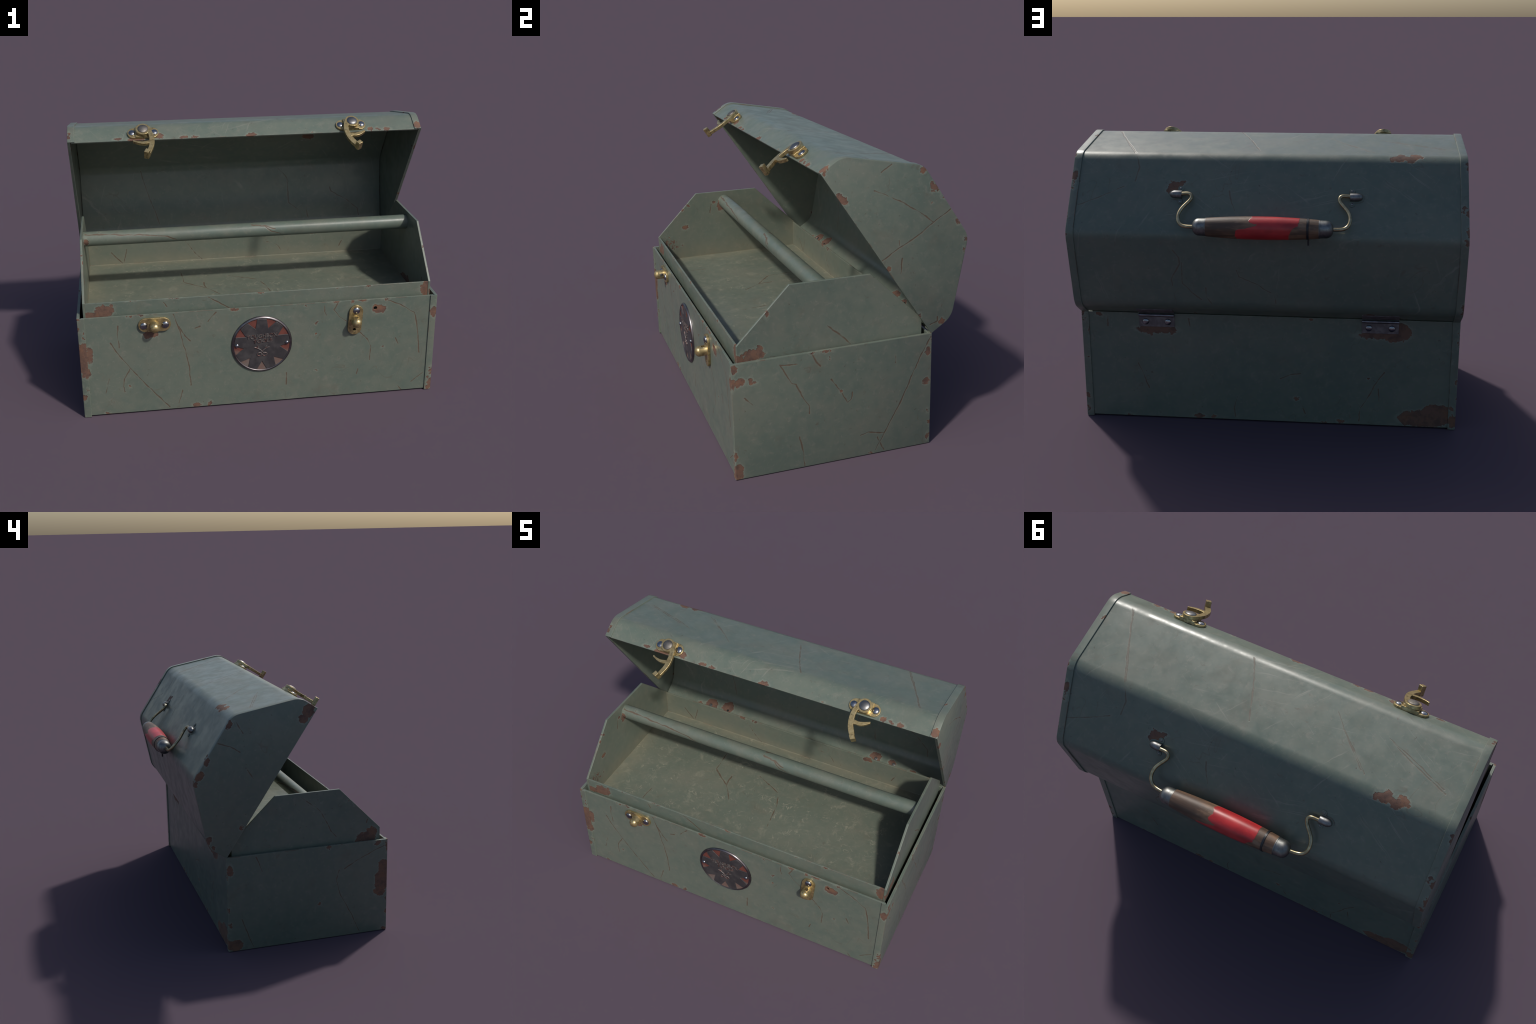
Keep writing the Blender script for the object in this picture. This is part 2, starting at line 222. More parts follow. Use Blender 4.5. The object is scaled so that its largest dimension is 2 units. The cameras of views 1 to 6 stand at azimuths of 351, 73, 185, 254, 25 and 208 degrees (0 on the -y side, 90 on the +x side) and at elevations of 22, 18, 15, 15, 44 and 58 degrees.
# ------------------------------------------------------------------ node helper
class NB:
    """Small helper that makes shader nodes from nested calls."""
    def __init__(self, name):
        self.mat = bpy.data.materials.new(name)
        self.mat.use_nodes = True
        self.nt = self.mat.node_tree
        self.nt.nodes.clear()
        self.out = self.nt.nodes.new('ShaderNodeOutputMaterial')
        self.bsdf = self.nt.nodes.new('ShaderNodeBsdfPrincipled')
        self.nt.links.new(self.bsdf.outputs[0], self.out.inputs[0])
        self.tc = self.nt.nodes.new('ShaderNodeTexCoord')
        self.P = self.tc.outputs['Object']

    def put(self, sock, v):
        if isinstance(v, bpy.types.NodeSocket):
            self.nt.links.new(v, sock)
        elif isinstance(v, (tuple, list)) and len(v) == 3 and sock.type == 'RGBA':
            sock.default_value = (*v, 1.0)
        else:
            sock.default_value = v

    def math(self, op, a, b=0.0, c=0.0, clamp=False):
        n = self.nt.nodes.new('ShaderNodeMath'); n.operation = op; n.use_clamp = clamp
        for s, v in zip(n.inputs, (a, b, c)):
            self.put(s, v)
        return n.outputs[0]

    def vec(self, op, a, b=None, scale=None):
        n = self.nt.nodes.new('ShaderNodeVectorMath'); n.operation = op
        self.put(n.inputs[0], a)
        if b is not None:
            self.put(n.inputs[1], b)
        if scale is not None:
            self.put(n.inputs['Scale'], scale)
        return n.outputs['Value'] if op in ('LENGTH', 'DOT_PRODUCT', 'DISTANCE') else n.outputs['Vector']

    def noise(self, scale, detail=4, rough=0.55, off=(0, 0, 0), stretch=(1, 1, 1), colour=False, dist=0.0, src=None):
        m = self.nt.nodes.new('ShaderNodeMapping')
        self.put(m.inputs['Vector'], src if src is not None else self.P)
        m.inputs['Location'].default_value = off
        m.inputs['Scale'].default_value = stretch
        n = self.nt.nodes.new('ShaderNodeTexNoise')
        self.nt.links.new(m.outputs[0], n.inputs['Vector'])
        n.inputs['Scale'].default_value = scale
        n.inputs['Detail'].default_value = detail
        n.inputs['Roughness'].default_value = rough
        n.inputs['Distortion'].default_value = dist
        return n.outputs['Color' if colour else 'Fac']

    def step(self, v, a, b, lo=0.0, hi=1.0):
        """smooth step; a may be larger than b for a falling step"""
        n = self.nt.nodes.new('ShaderNodeMapRange'); n.interpolation_type = 'SMOOTHSTEP'
        if a > b:
            a, b, lo, hi = b, a, hi, lo
        self.put(n.inputs['Value'], v)
        n.inputs['From Min'].default_value = a; n.inputs['From Max'].default_value = b
        n.inputs['To Min'].default_value = lo; n.inputs['To Max'].default_value = hi
        return n.outputs[0]

    def mix(self, f, a, b):
        n = self.nt.nodes.new('ShaderNodeMix'); n.data_type = 'RGBA'
        self.put(n.inputs['Factor'], f)
        self.put(n.inputs[6], a); self.put(n.inputs[7], b)
        return n.outputs[2]

    def mixf(self, f, a, b):
        n = self.nt.nodes.new('ShaderNodeMix'); n.data_type = 'FLOAT'
        self.put(n.inputs['Factor'], f)
        self.put(n.inputs[2], a); self.put(n.inputs[3], b)
        return n.outputs[0]

    def bump(self, h, strength=1.0, dist=0.001, normal=None):
        n = self.nt.nodes.new('ShaderNodeBump')
        self.put(n.inputs['Height'], h)
        n.inputs['Strength'].default_value = strength
        n.inputs['Distance'].default_value = dist
        if normal is not None:
            self.put(n.inputs['Normal'], normal)
        return n.outputs[0]

    def xyz(self, v=None):
        n = self.nt.nodes.new('ShaderNodeSeparateXYZ')
        self.put(n.inputs[0], v if v is not None else self.P)
        return n.outputs

    def edge(self, radius):
        """0 on flats, 1 on sharp outer or inner edges"""
        b = self.nt.nodes.new('ShaderNodeBevel'); b.samples = 6
        b.inputs['Radius'].default_value = radius
        g = self.nt.nodes.new('ShaderNodeNewGeometry')
        dot = self.vec('DOT_PRODUCT', b.outputs[0], g.outputs['Normal'])
        return self.math('SUBTRACT', 1.0, dot)

    def finish(self, colour, rough, metal=0.0, normal=None, **kw):
        self.put(self.bsdf.inputs['Base Color'], colour)
        self.put(self.bsdf.inputs['Roughness'], rough)
        self.put(self.bsdf.inputs['Metallic'], metal)
        if normal is not None:
            self.put(self.bsdf.inputs['Normal'], normal)
        for k, v in kw.items():
            self.put(self.bsdf.inputs[k], v)
        return self.mat


# -------------------------------------------------------------------- materials
GREEN = (0.127, 0.149, 0.119)
GREEN_DEEP = (0.102, 0.131, 0.107)
PALE = (0.195, 0.190, 0.154)
RIM_PALE = (0.215, 0.238, 0.190)
RUST = (0.142, 0.077, 0.052)
RUST_ORANGE = (0.205, 0.096, 0.048)
RUST_DARK = (0.088, 0.050, 0.038)
SCRATCH = (0.096, 0.062, 0.040)
DUST = (0.245, 0.210, 0.138)


def paint(name, chips, scratches, holes=(), dust=(), olive=0.0, worms=0.0, flatten=None, seed=0, inner=None, streaks=0.0, marks=1.0):
    b = NB(name)
    P = b.P
    # warped coordinates give the chips their ragged outlines
    w1 = b.vec('SUBTRACT', b.noise(22, 2, 0.5, off=(seed, 1, 2), colour=True), (0.5, 0.5, 0.5))
    w2 = b.vec('SUBTRACT', b.noise(85, 3, 0.6, off=(3, seed, 5), colour=True), (0.5, 0.5, 0.5))
    w3 = b.vec('SUBTRACT', b.noise(42, 1, 0.5, off=(seed, 6, seed), colour=True), (0.5, 0.5, 0.5))
    Pw = b.vec('ADD', b.vec('ADD', P, b.vec('SCALE', w1, scale=0.018)), b.vec('ADD', b.vec('SCALE', w2, scale=0.026), b.vec('SCALE', w3, scale=0.020)))
    Ps = b.vec('ADD', P, b.vec('SCALE', w1, scale=0.012))
    if flatten:
        Pw = b.vec('MULTIPLY', Pw, flatten); Ps = b.vec('MULTIPLY', Ps, flatten)
    # union of chips, as a rough signed distance in metres
    d = None
    for c in chips:
        ctr, rad = Vector(c[:3]), Vector(c[3:]) * 1.10 + Vector((0.001, 0.001, 0.001))
        if flatten:
            ctr = Vector(x * f for x, f in zip(ctr, flatten))
        m = sorted(rad)[1]
        k = b.vec('MULTIPLY', b.vec('SUBTRACT', Pw, tuple(ctr)), tuple(1.0 / r for r in rad))
        e = b.math('MULTIPLY_ADD', b.vec('LENGTH', k), m, -m)
        d = e if d is None else b.math('MINIMUM', d, e)
    if d is None:
        d = b.math('ADD', 1.0, 0.0)
    chip = b.step(d, 0.0012, -0.0012)
    # worn edges: a little more rust wherever a noisy mask meets a sheet edge
    edge = b.edge(0.007)
    en = b.noise(9, 3, 0.6, off=(seed * 3, 4, 1))
    edge_rust = b.math('MULTIPLY', b.step(edge, 0.025, 0.10), b.step(en, 0.565, 0.60))
    edge_pale = b.math('MULTIPLY', b.step(edge, 0.01, 0.15), b.step(b.noise(5, 2, off=(9, seed, 2)), 0.30, 0.62))
    rust = b.math('MAXIMUM', chip, edge_rust)
    rim = b.math('MULTIPLY', b.step(d, 0.0095, 0.0005), b.math('SUBTRACT', 1.0, chip))

    # scratches: distance to every segment of every polyline
    s = None
    for line in scratches:
        for p, q in zip(line[:-1], line[1:]):
            p, q = Vector(p), Vector(q)
            if flatten:
                p = Vector(x * f for x, f in zip(p, flatten)); q = Vector(x * f for x, f in zip(q, flatten))
            ab = q - p
            if ab.length < 1e-4:
                continue
            ap = b.vec('SUBTRACT', Ps, tuple(p))
            t = b.vec('DOT_PRODUCT', ap, tuple(ab / ab.length_squared))
            t = b.math('MINIMUM', b.math('MAXIMUM', t, 0.0), 1.0)
            sc = b.nt.nodes.new('ShaderNodeVectorMath'); sc.operation = 'SCALE'
            sc.inputs[0].default_value = tuple(ab); b.put(sc.inputs['Scale'], t)
            e = b.vec('DISTANCE', ap, sc.outputs['Vector'])
            s = e if s is None else b.math('MINIMUM', s, e)
    if s is None:
        s = b.math('ADD', 1.0, 0.0)
    # strength and width of a scratch vary along its way
    sv = b.noise(13, 4, 0.65, off=(seed, seed, 7))
    sw = b.math('MULTIPLY_ADD', b.step(sv, 0.35, 0.7), 0.0032, 0.0021)
    srel = b.math('DIVIDE', s, sw)
    scratch = b.math('MULTIPLY', b.step(srel, 1.25, 0.35), b.step(sv, 0.28, 0.55, 0.50 * marks, 0.92 * marks))
    halo = b.math('MULTIPLY', b.step(srel, 3.0, 1.0), 0.16)

    # paint: mottled green, chalky blotches, brownish stains and fine specks
    n_big = b.noise(2.3, 3, 0.5, off=(seed, 0, 0))
    col = b.mix(b.step(b.math('MULTIPLY_ADD', b.noise(20, 4, 0.6, off=(2, seed, 9)), 0.5, b.math('MULTIPLY', n_big, 0.5)), 0.38, 0.62), GREEN_DEEP, GREEN)
    col = b.mix(b.math('MULTIPLY', b.step(b.noise(4.5, 5, 0.6, off=(0, seed, 3)), 0.46, 0.68), 0.27), col, (0.168, 0.160, 0.126))
    chalk = b.math('MULTIPLY', b.step(b.noise(24, 7, 0.68, off=(5, 2, seed), dist=0.5), 0.52, 0.76), 0.55)
    col = b.mix(chalk, col, PALE)
    stain = b.math('MULTIPLY', b.step(b.noise(6.5, 4, 0.6, off=(seed, 8, 8)), 0.56, 0.74), 0.26)
    col = b.mix(stain, col, (0.120, 0.098, 0.072))
    if streaks:
        # long pale rub marks in two slanting directions
        for k, (dx, dz) in enumerate(((0.80, 0.60), (0.50, -0.86), (0.97, -0.22))):
            c3 = b.nt.nodes.new('ShaderNodeCombineXYZ')
            b.put(c3.inputs[0], b.math('MULTIPLY', b.vec('DOT_PRODUCT', Ps, (dx, -dz * 0.7, dz)), 1.6))
            b.put(c3.inputs[1], b.math('MULTIPLY', b.vec('DOT_PRODUCT', Ps, (-dz, -dx * 0.7, dx)), 44.0))
            c3.inputs[2].default_value = 3.0 * k + seed
            st = b.step(b.noise(1.0, 4, 0.7, src=c3.outputs[0]), 0.58, 0.68)
            st = b.math('MULTIPLY', st, b.step(b.noise(4.0, 3, 0.55, off=(k, seed, k)), 0.46, 0.66))
            col = b.mix(b.math('MULTIPLY', st, streaks), col, (0.245, 0.238, 0.200))
    inside = 1.0
    if inner:
        pa = b.xyz()
        inside = b.step(pa[1], -0.573, -0.567) if inner == 'y' else b.step(b.math('ABSOLUTE', pa[0]), 0.958, 0.955)
    if olive:
        col = b.mix(b.math('MULTIPLY', inside, olive), col, (0.172, 0.163, 0.112))
    fine = b.noise(70, 4, 0.7, off=(1, 1, seed))
    col = b.mix(b.math('MULTIPLY', b.step(fine, 0.56, 0.76), 0.22), col, (0.062, 0.086, 0.074))
    # small pale flecks and brown smudges
    fl = b.noise(58, 5, 0.7, off=(seed, 4, 8), dist=0.3)
    col = b.mix(b.math('MULTIPLY', b.step(fl, 0.57, 0.72), 0.38), col, (0.215, 0.212, 0.172))
    sm = b.math('MULTIPLY', b.step(b.noise(30, 4, 0.65, off=(8, seed, 2), dist=0.8), 0.60, 0.72), b.step(b.noise(6, 2, off=(seed, 2, 7)), 0.42, 0.62))
    col = b.mix(b.math('MULTIPLY', sm, 0.50), col, (0.095, 0.072, 0.054))
    # specks
    v = b.nt.nodes.new('ShaderNodeTexVoronoi'); v.inputs['Scale'].default_value = 27
    b.put(v.inputs['Vector'], Pw)
    vsep = b.nt.nodes.new('ShaderNodeSeparateColor'); b.put(vsep.inputs[0], v.outputs['Color'])
    speck = b.math('MULTIPLY', b.step(v.outputs['Distance'], 0.13, 0.06), b.step(vsep.outputs[0], 0.66, 0.70))
    speck = b.math('MULTIPLY', speck, b.step(b.noise(5, 2, off=(2, seed, 1)), 0.42, 0.60))
    col = b.mix(b.math('MULTIPLY', speck, 0.75), col, (0.070, 0.052, 0.040))
    # hairline rub marks all over, very faint
    h = b.math('ABSOLUTE', b.math('SUBTRACT', b.noise(4.2, 2, 0.5, off=(seed, 3, 9), dist=0.8), 0.5))
    hair = b.math('MULTIPLY', b.step(h, 0.006, 0.001), b.step(b.noise(3.1, 2, off=(seed, 6, 6)), 0.52, 0.66))
    col = b.mix(b.math('MULTIPLY', hair, 0.30), col, SCRATCH)
    if worms:
        wn = b.math('ABSOLUTE', b.math('SUBTRACT', b.noise(15, 2, 0.55, off=(4, seed, 4), dist=1.2), 0.5))
        worm = b.math('MULTIPLY', b.step(wn, 0.030, 0.004), b.step(b.noise(13, 3, 0.6, off=(7, 7, seed)), 0.50, 0.68))
        blot = b.step(b.noise(15, 6, 0.68, off=(2, 5, 5), dist=0.6), 0.52, 0.72)
        up = b.step(pa[2], 0.520, 0.516)
        col = b.mix(b.math('MULTIPLY', b.math('MULTIPLY', b.math('MAXIMUM', worm, b.math('MULTIPLY', blot, 0.55)), worms), b.math('MULTIPLY', up, inside)), col, (0.255, 0.248, 0.188))
    # dust along inside corners: (axis, position, axis, position, reach, amount)
    if dust:
        ax = b.xyz()
        tot = None
        for a1, p1, a2, p2, reach, amount in dust:      # the line where two sheets meet
            d1, d2 = b.math('SUBTRACT', ax[a1], p1), b.math('SUBTRACT', ax[a2], p2)
            dd = b.math('SQRT', b.math('ADD', b.math('MULTIPLY', d1, d1), b.math('MULTIPLY', d2, d2)))
            soft = b.math('MULTIPLY', b.step(dd, reach, 0.0), 0.55 * amount)
            line = b.math('MULTIPLY', b.step(dd, 0.009, 0.003), 0.85 * amount)
            m = b.math('MAXIMUM', soft, line)
            tot = m if tot is None else b.math('MAXIMUM', tot, m)
        tot = b.math('MULTIPLY', tot, b.step(b.noise(9, 4, 0.6, off=(6, seed, 6)), 0.25, 0.65, 0.35, 1.0))
        col = b.mix(b.math('MULTIPLY', tot, inside), col, DUST)
    col = b.mix(halo, col, (0.19, 0.19, 0.15))
    col = b.mix(scratch, col, SCRATCH)
    col = b.mix(b.math('MULTIPLY', edge_pale, 0.55), col, RIM_PALE)
    col = b.mix(b.math('MULTIPLY', rim, 0.42), col, RIM_PALE)
    # rust
    rn = b.noise(26, 6, 0.65, off=(seed, 2, 2))
    rcol = b.mix(b.step(rn, 0.36, 0.58), RUST_DARK, RUST)
    rcol = b.mix(b.math('MULTIPLY', b.step(b.noise(13, 5, 0.65, off=(seed, 9, 4)), 0.48, 0.70), 0.60), rcol, RUST_ORANGE)
    rcol = b.mix(b.math('MULTIPLY', b.step(b.noise(95, 3, 0.6), 0.50, 0.70), 0.35), rcol, (0.080, 0.050, 0.042))
    col = b.mix(rust, col, rcol)
    # darkness inside a rivet hole, painted as a near-black spot; nothing is cut
    for c in holes:
        k = b.vec('LENGTH', b.vec('SUBTRACT', P, tuple(c[:3])))
        col = b.mix(b.step(k, c[3], c[3] * 0.75), col, (0.006, 0.006, 0.006))
    # gloss and relief
    ro = b.math('MULTIPLY_ADD', b.step(b.noise(11, 5, 0.6, off=(seed, 5, 1)), 0.3, 0.7), 0.15, 0.29)
    ro = b.mixf(rust, ro, 0.82)
    ro = b.mixf(scratch, ro, 0.60)
    hgt = b.math('MULTIPLY', b.step(d, -0.0025, 0.0015), 1.0)
    hgt = b.math('SUBTRACT', hgt, b.math('MULTIPLY', scratch, 0.35))
    hgt = b.math('ADD', hgt, b.math('MULTIPLY', b.math('MULTIPLY', rust, rn), 0.9))
    hgt = b.math('ADD', hgt, b.math('MULTIPLY', b.noise(16, 3, 0.5, off=(1, seed, 1)), 0.22))
    nrm = b.bump(hgt, 0.8, 0.0022)
    return b.finish(col, ro, 0.0, nrm, **{'Specular IOR Level': 0.5})


def regional(name, chips, scratches, tests, **kw):
    """one paint material per region of a sheet, each with only the marks that lie near it"""
    mats = []
    for i, near in enumerate(tests):
        ch = [c for c in chips if near(Vector(c[:3]))]
        sc = []
        for line in scratches:
            sc += [[p, q] for p, q in zip(line[:-1], line[1:]) if near(Vector(p)) or near(Vector(q))]
        mats.append(paint(name, ch, sc, **kw))
    return mats


def assign(ob, mats, pick):
    ob.data.materials.clear()
    for m in mats:
        ob.data.materials.append(m)
    for f in ob.data.polygons:
        f.material_index = pick(f.center)


def brass():
    b = NB('aged_brass')
    n = b.noise(42, 4, 0.6)
    e = b.edge(0.004)
    col = b.mix(b.step(n, 0.36, 0.66), (0.37, 0.280, 0.130), (0.60, 0.475, 0.240))
    col = b.mix(b.math('MULTIPLY', b.step(b.noise(60, 4, 0.65, off=(3, 3, 3)), 0.50, 0.68), 0.75), col, (0.16, 0.12, 0.06))
    col = b.mix(b.math('MULTIPLY', b.step(e, 0.02, 0.2), 0.7), col, (0.80, 0.66, 0.37))  # bright edge glint painted into the brass colour
    ro = b.mixf(b.step(n, 0.3, 0.7), 0.46, 0.30)
    return b.finish(col, ro, 0.82, b.bump(b.noise(60, 3), 0.25, 0.001))


def steel(name, col, rough, dark=0.6):
    b = NB(name)
    n = b.noise(38, 4, 0.6)
    c = b.mix(b.step(n, 0.35, 0.7), tuple(x * dark for x in col), col)
    r = b.mixf(b.step(n, 0.3, 0.7), rough + 0.08, rough - 0.04)
    return b.finish(c, r, 1.0)


def dark_steel():
    b = NB('dull_hinge_steel')
    n = b.noise(30, 4, 0.6)
    c = b.mix(b.step(n, 0.4, 0.66), (0.120, 0.100, 0.104), (0.195, 0.170, 0.172))
    return b.finish(c, 0.50, 0.25)


def badge_dark():
    b = NB('badge_blackened_metal')
    n = b.noise(20, 4, 0.6)
    c = b.mix(b.step(n, 0.35, 0.7), (0.062, 0.058, 0.062), (0.104, 0.098, 0.098))
    c = b.mix(b.math('MULTIPLY', b.step(b.edge(0.004), 0.02, 0.2), 0.75), c, (0.26, 0.235, 0.22))
    return b.finish(c, 0.42, 0.5)


def badge_red():
    b = NB('badge_red_enamel')
    z = b.xyz()[2]
    n = b.noise(28, 5, 0.65)
    worn = b.step(b.math('MULTIPLY_ADD', b.math('SUBTRACT', n, 0.5), 0.25, z), 0.36, 0.30)
    red = b.mix(b.step(n, 0.35, 0.7), (0.120, 0.036, 0.028), (0.165, 0.052, 0.038))
    c = b.mix(worn, red, b.mix(b.step(n, 0.4, 0.6), (0.16, 0.10, 0.082), (0.155, 0.125, 0.110)))
    return b.finish(c, 0.55, 0.1)


def badge_letters():
    b = NB('badge_worn_lettering')
    n = b.noise(60, 4, 0.6)
    c = b.mix(b.step(n, 0.42, 0.58), (0.13, 0.068, 0.060), (0.20, 0.185, 0.175))
    return b.finish(c, 0.40, 0.6)


def handle_wood():
    b = NB('painted_handle_wood')
    x, y, z = b.xyz()
    g = b.noise(34, 5, 0.65, stretch=(0.10, 1, 1))
    g2 = b.noise(11, 4, 0.6, off=(3, 1, 0), stretch=(0.45, 1, 1))
    c = b.mix(b.step(g, 0.34, 0.68), (0.076, 0.043, 0.025), (0.225, 0.130, 0.075))
    c = b.mix(b.math('MULTIPLY', b.step(g2, 0.46, 0.66), 0.75), c, (0.060, 0.037, 0.025))
    c = b.mix(b.math('MULTIPLY', b.step(b.noise(25, 4, 0.6, off=(8, 0, 0), stretch=(0.3, 1, 1)), 0.56, 0.72), 0.50), c, (0.32, 0.205, 0.130))
    # red paint left between two ragged borders, spreading further underneath
    n = b.math('SUBTRACT', b.noise(16, 4, 0.6, off=(2, 2, 2)), 0.5)
    low = b.step(z, 0.315, 0.272)
    hi_edge = b.math('ADD', b.math('MULTIPLY_ADD', low, 0.075, 0.055), b.math('MULTIPLY', n, 0.07))
    mid = b.step(b.math('ABSOLUTE', b.math('SUBTRACT', z, 0.303)), 0.022, 0.0)
    hi_edge = b.math('SUBTRACT', hi_edge, b.math('MULTIPLY', mid, 0.040))
    lo_edge = b.math('ADD', b.math('MULTIPLY_ADD', low, 0.050, -0.182), b.math('MULTIPLY', n, 0.05))
    red = b.math('MULTIPLY', b.step(b.math('SUBTRACT', x, hi_edge), 0.003, -0.003),
                 b.step(b.math('SUBTRACT', x, lo_edge), -0.003, 0.003))
    rn = b.noise(14, 5, 0.65, off=(5, 5, 5), stretch=(0.5, 1, 1))
    rc = b.mix(b.step(rn, 0.35, 0.7), (0.33, 0.020, 0.022), (0.52, 0.034, 0.034))
    rc = b.mix(b.math('MULTIPLY', b.step(b.noise(40, 5, 0.7), 0.60, 0.76), 0.4), rc, (0.20, 0.05, 0.04))
    c = b.mix(red, c, rc)
    r = b.mixf(red, 0.52, 0.36)
    h = b.math('ADD', b.math('MULTIPLY', red, 0.8), b.math('MULTIPLY', g, b.mixf(red, 0.7, 0.25)))
    return b.finish(c, r, 0.0, b.bump(h, 0.6, 0.0016))


def plastic():
    b = NB('black_plastic')
    return b.finish((0.012, 0.013, 0.016), 0.40)


# --------------------------------------------------------------- mesh utilities
def new_object(name, verts, faces, mat, bevel=0.0, sharp=35, segments=2, matrix=None, parent=None):
    me = bpy.data.meshes.new(name)
    me.from_pydata([tuple(v) for v in verts], [], faces)
    bm = bmesh.new(); bm.from_mesh(me)
    bmesh.ops.remove_doubles(bm, verts=bm.verts, dist=1e-6)
    bmesh.ops.recalc_face_normals(bm, faces=bm.faces)
    bm.to_mesh(me); bm.free()
    return link(name, me, mat, bevel, sharp, segments, matrix, parent)


def link(name, me, mat, bevel=0.0, sharp=35, segments=2, matrix=None, parent=None):
    if mat is not None and not me.materials:
        me.materials.append(mat)
    me.polygons.foreach_set('use_smooth', [True] * len(me.polygons))
    ob = bpy.data.objects.new(name, me)
    bpy.context.collection.objects.link(ob)
    if bevel:
        m = ob.modifiers.new('bevel', 'BEVEL')
        m.width = bevel; m.segments = segments; m.limit_method = 'ANGLE'; m.angle_limit = math.radians(40)
        m.harden_normals = True
    me.set_sharp_from_angle(angle=math.radians(sharp))
    if matrix is not None:
        ob.matrix_world = matrix
    if parent is not None:
        ob.parent = parent
        ob.matrix_parent_inverse = parent.matrix_world.inverted()
    return ob


def fillet(pts, radii, seg=8):
    """open polyline with its inner corners rounded"""
    pts = [Vector(p) for p in pts]
    out = [pts[0]]
    for i in range(1, len(pts) - 1):
        p, r = pts[i], radii[i - 1]
        a, c = (pts[i - 1] - p).normalized(), (pts[i + 1] - p).normalized()
        if r <= 0:
            out.append(p); continue
        ang = a.angle(c)
        t = r / math.tan(ang / 2)
        mid = p + (a + c).normalized() * (r / math.sin(ang / 2))
        s, e = p + a * t - mid, p + c * t - mid
        sweep = s.angle_signed(e)
        for k in range(seg + 1):
            f = -sweep * k / seg
            out.append(mid + Vector((s.x * math.cos(f) - s.y * math.sin(f), s.x * math.sin(f) + s.y * math.cos(f))))
    out.append(pts[-1])
    return out


def offset(path, dist):
    """shift an open path to its left by dist (mitred)"""
    out = []
    for i, p in enumerate(path):
        ns = []
        if i > 0:
            t = (p - path[i - 1]).normalized(); ns.append(Vector((-t.y, t.x)))
        if i < len(path) - 1:
            t = (path[i + 1] - p).normalized(); ns.append(Vector((-t.y, t.x)))
        n = sum(ns, Vector((0, 0))) / len(ns)
        out.append(p + n * (dist / n.length_squared))
    return out


def yz(x, p):
    return (x, p.x, p.y)


def sheet(name, path, thick, x0, x1, mat, side=1, **kw):
    """bent sheet: an open profile in the yz plane drawn along x"""
    inner = offset(path, thick * side)
    loop = list(path) + list(reversed(inner))
    n = len(loop)
    v = [yz(x0, p) for p in loop] + [yz(x1, p) for p in loop]
    f = [(i, (i + 1) % n, n + (i + 1) % n, n + i) for i in range(n)]
    m = len(path)
    for base in (0, n):     # end faces as quads across the sheet
        f += [(base + i, base + i + 1, base + n - 2 - i, base + n - 1 - i) for i in range(m - 1)]
    return new_object(name, v, f, mat, **kw)


def end_cap(name, path, side, mat, plate=0.015, flange=0.006, proud=1, **kw):
    """end plate with a flange folded over the sheet; side = +1 or -1 in x"""
    out = [offset(path, -proud * o) for o in (0.0, flange * 0.8, flange)]
    xs = lambda x: side * x
    m = len(path)
    v, f = [], []
    def ring(x, p):
        v.extend(yz(xs(x), q) for q in p); return len(v) - m
    rings = [ring(FLANGE, out[0]), ring(FLANGE + 0.0003, out[1]), ring(FLANGE + 0.0014, out[2]),
             ring(LEN - 0.0050, out[2]), ring(LEN - 0.0018, offset(path, -proud * (flange - 0.0014))),
             ring(LEN, offset(path, -proud * (flange - 0.0050)))]
    for a, b_ in zip(rings[:-1], rings[1:]):
        f += [(a + i, a + i + 1, b_ + i + 1, b_ + i) for i in range(m - 1)]
    f.append(tuple(rings[-1] + i for i in range(m)))          # outer face
    inner = ring(LEN - plate, out[0])
    f.append(tuple(reversed([inner + i for i in range(m)])))   # inner face
    f += [(rings[0] + i, rings[0] + i + 1, inner + i + 1, inner + i) for i in range(m - 1)]
    for k in (0, m - 1):                                       # plate edge along the mouth and flange ends
        f.append((rings[0] + k, inner + k, rings[-1] + k, rings[4] + k, rings[3] + k, rings[2] + k, rings[1] + k))
    f.append((rings[-1], rings[-1] + m - 1, inner + m - 1, inner))
    return new_object(name, v, f, mat, **kw)


def prism(name, poly, h0, h1, to3d, mat, **kw):
    """polygon in a plane, given depth; to3d(u, v, h) places it"""
    n = len(poly)
    v = [to3d(u, w, h0) for u, w in poly] + [to3d(u, w, h1) for u, w in poly]
    f = [tuple(reversed(range(n))), tuple(range(n, 2 * n))]
    f += [(i, (i + 1) % n, n + (i + 1) % n, n + i) for i in range(n)]
    return new_object(name, v, f, mat, **kw)


def box(name, lo, hi, mat, **kw):
    poly = [(lo[0], lo[1]), (hi[0], lo[1]), (hi[0], hi[1]), (lo[0], hi[1])]
    return prism(name, poly, lo[2], hi[2], lambda u, v, h: (u, v, h), mat, **kw)


def stadium(cx, cy, hx, hy, seg=12):
    """rounded-end slot outline, long in x when hx > hy"""
    r, pts = min(hx, hy), []
    for k in range(2):
        for i in range(seg + 1):
            a = (-math.pi / 2 if hx >= hy else 0.0) + math.pi * (k + i / seg)
            ox = (hx - r) * (1 if k == 0 else -1) if hx >= hy else 0
            oy = 0 if hx >= hy else (hy - r) * (1 if k == 0 else -1)
            pts.append((cx + ox + r * math.cos(a), cy + oy + r * math.sin(a)))
    return pts


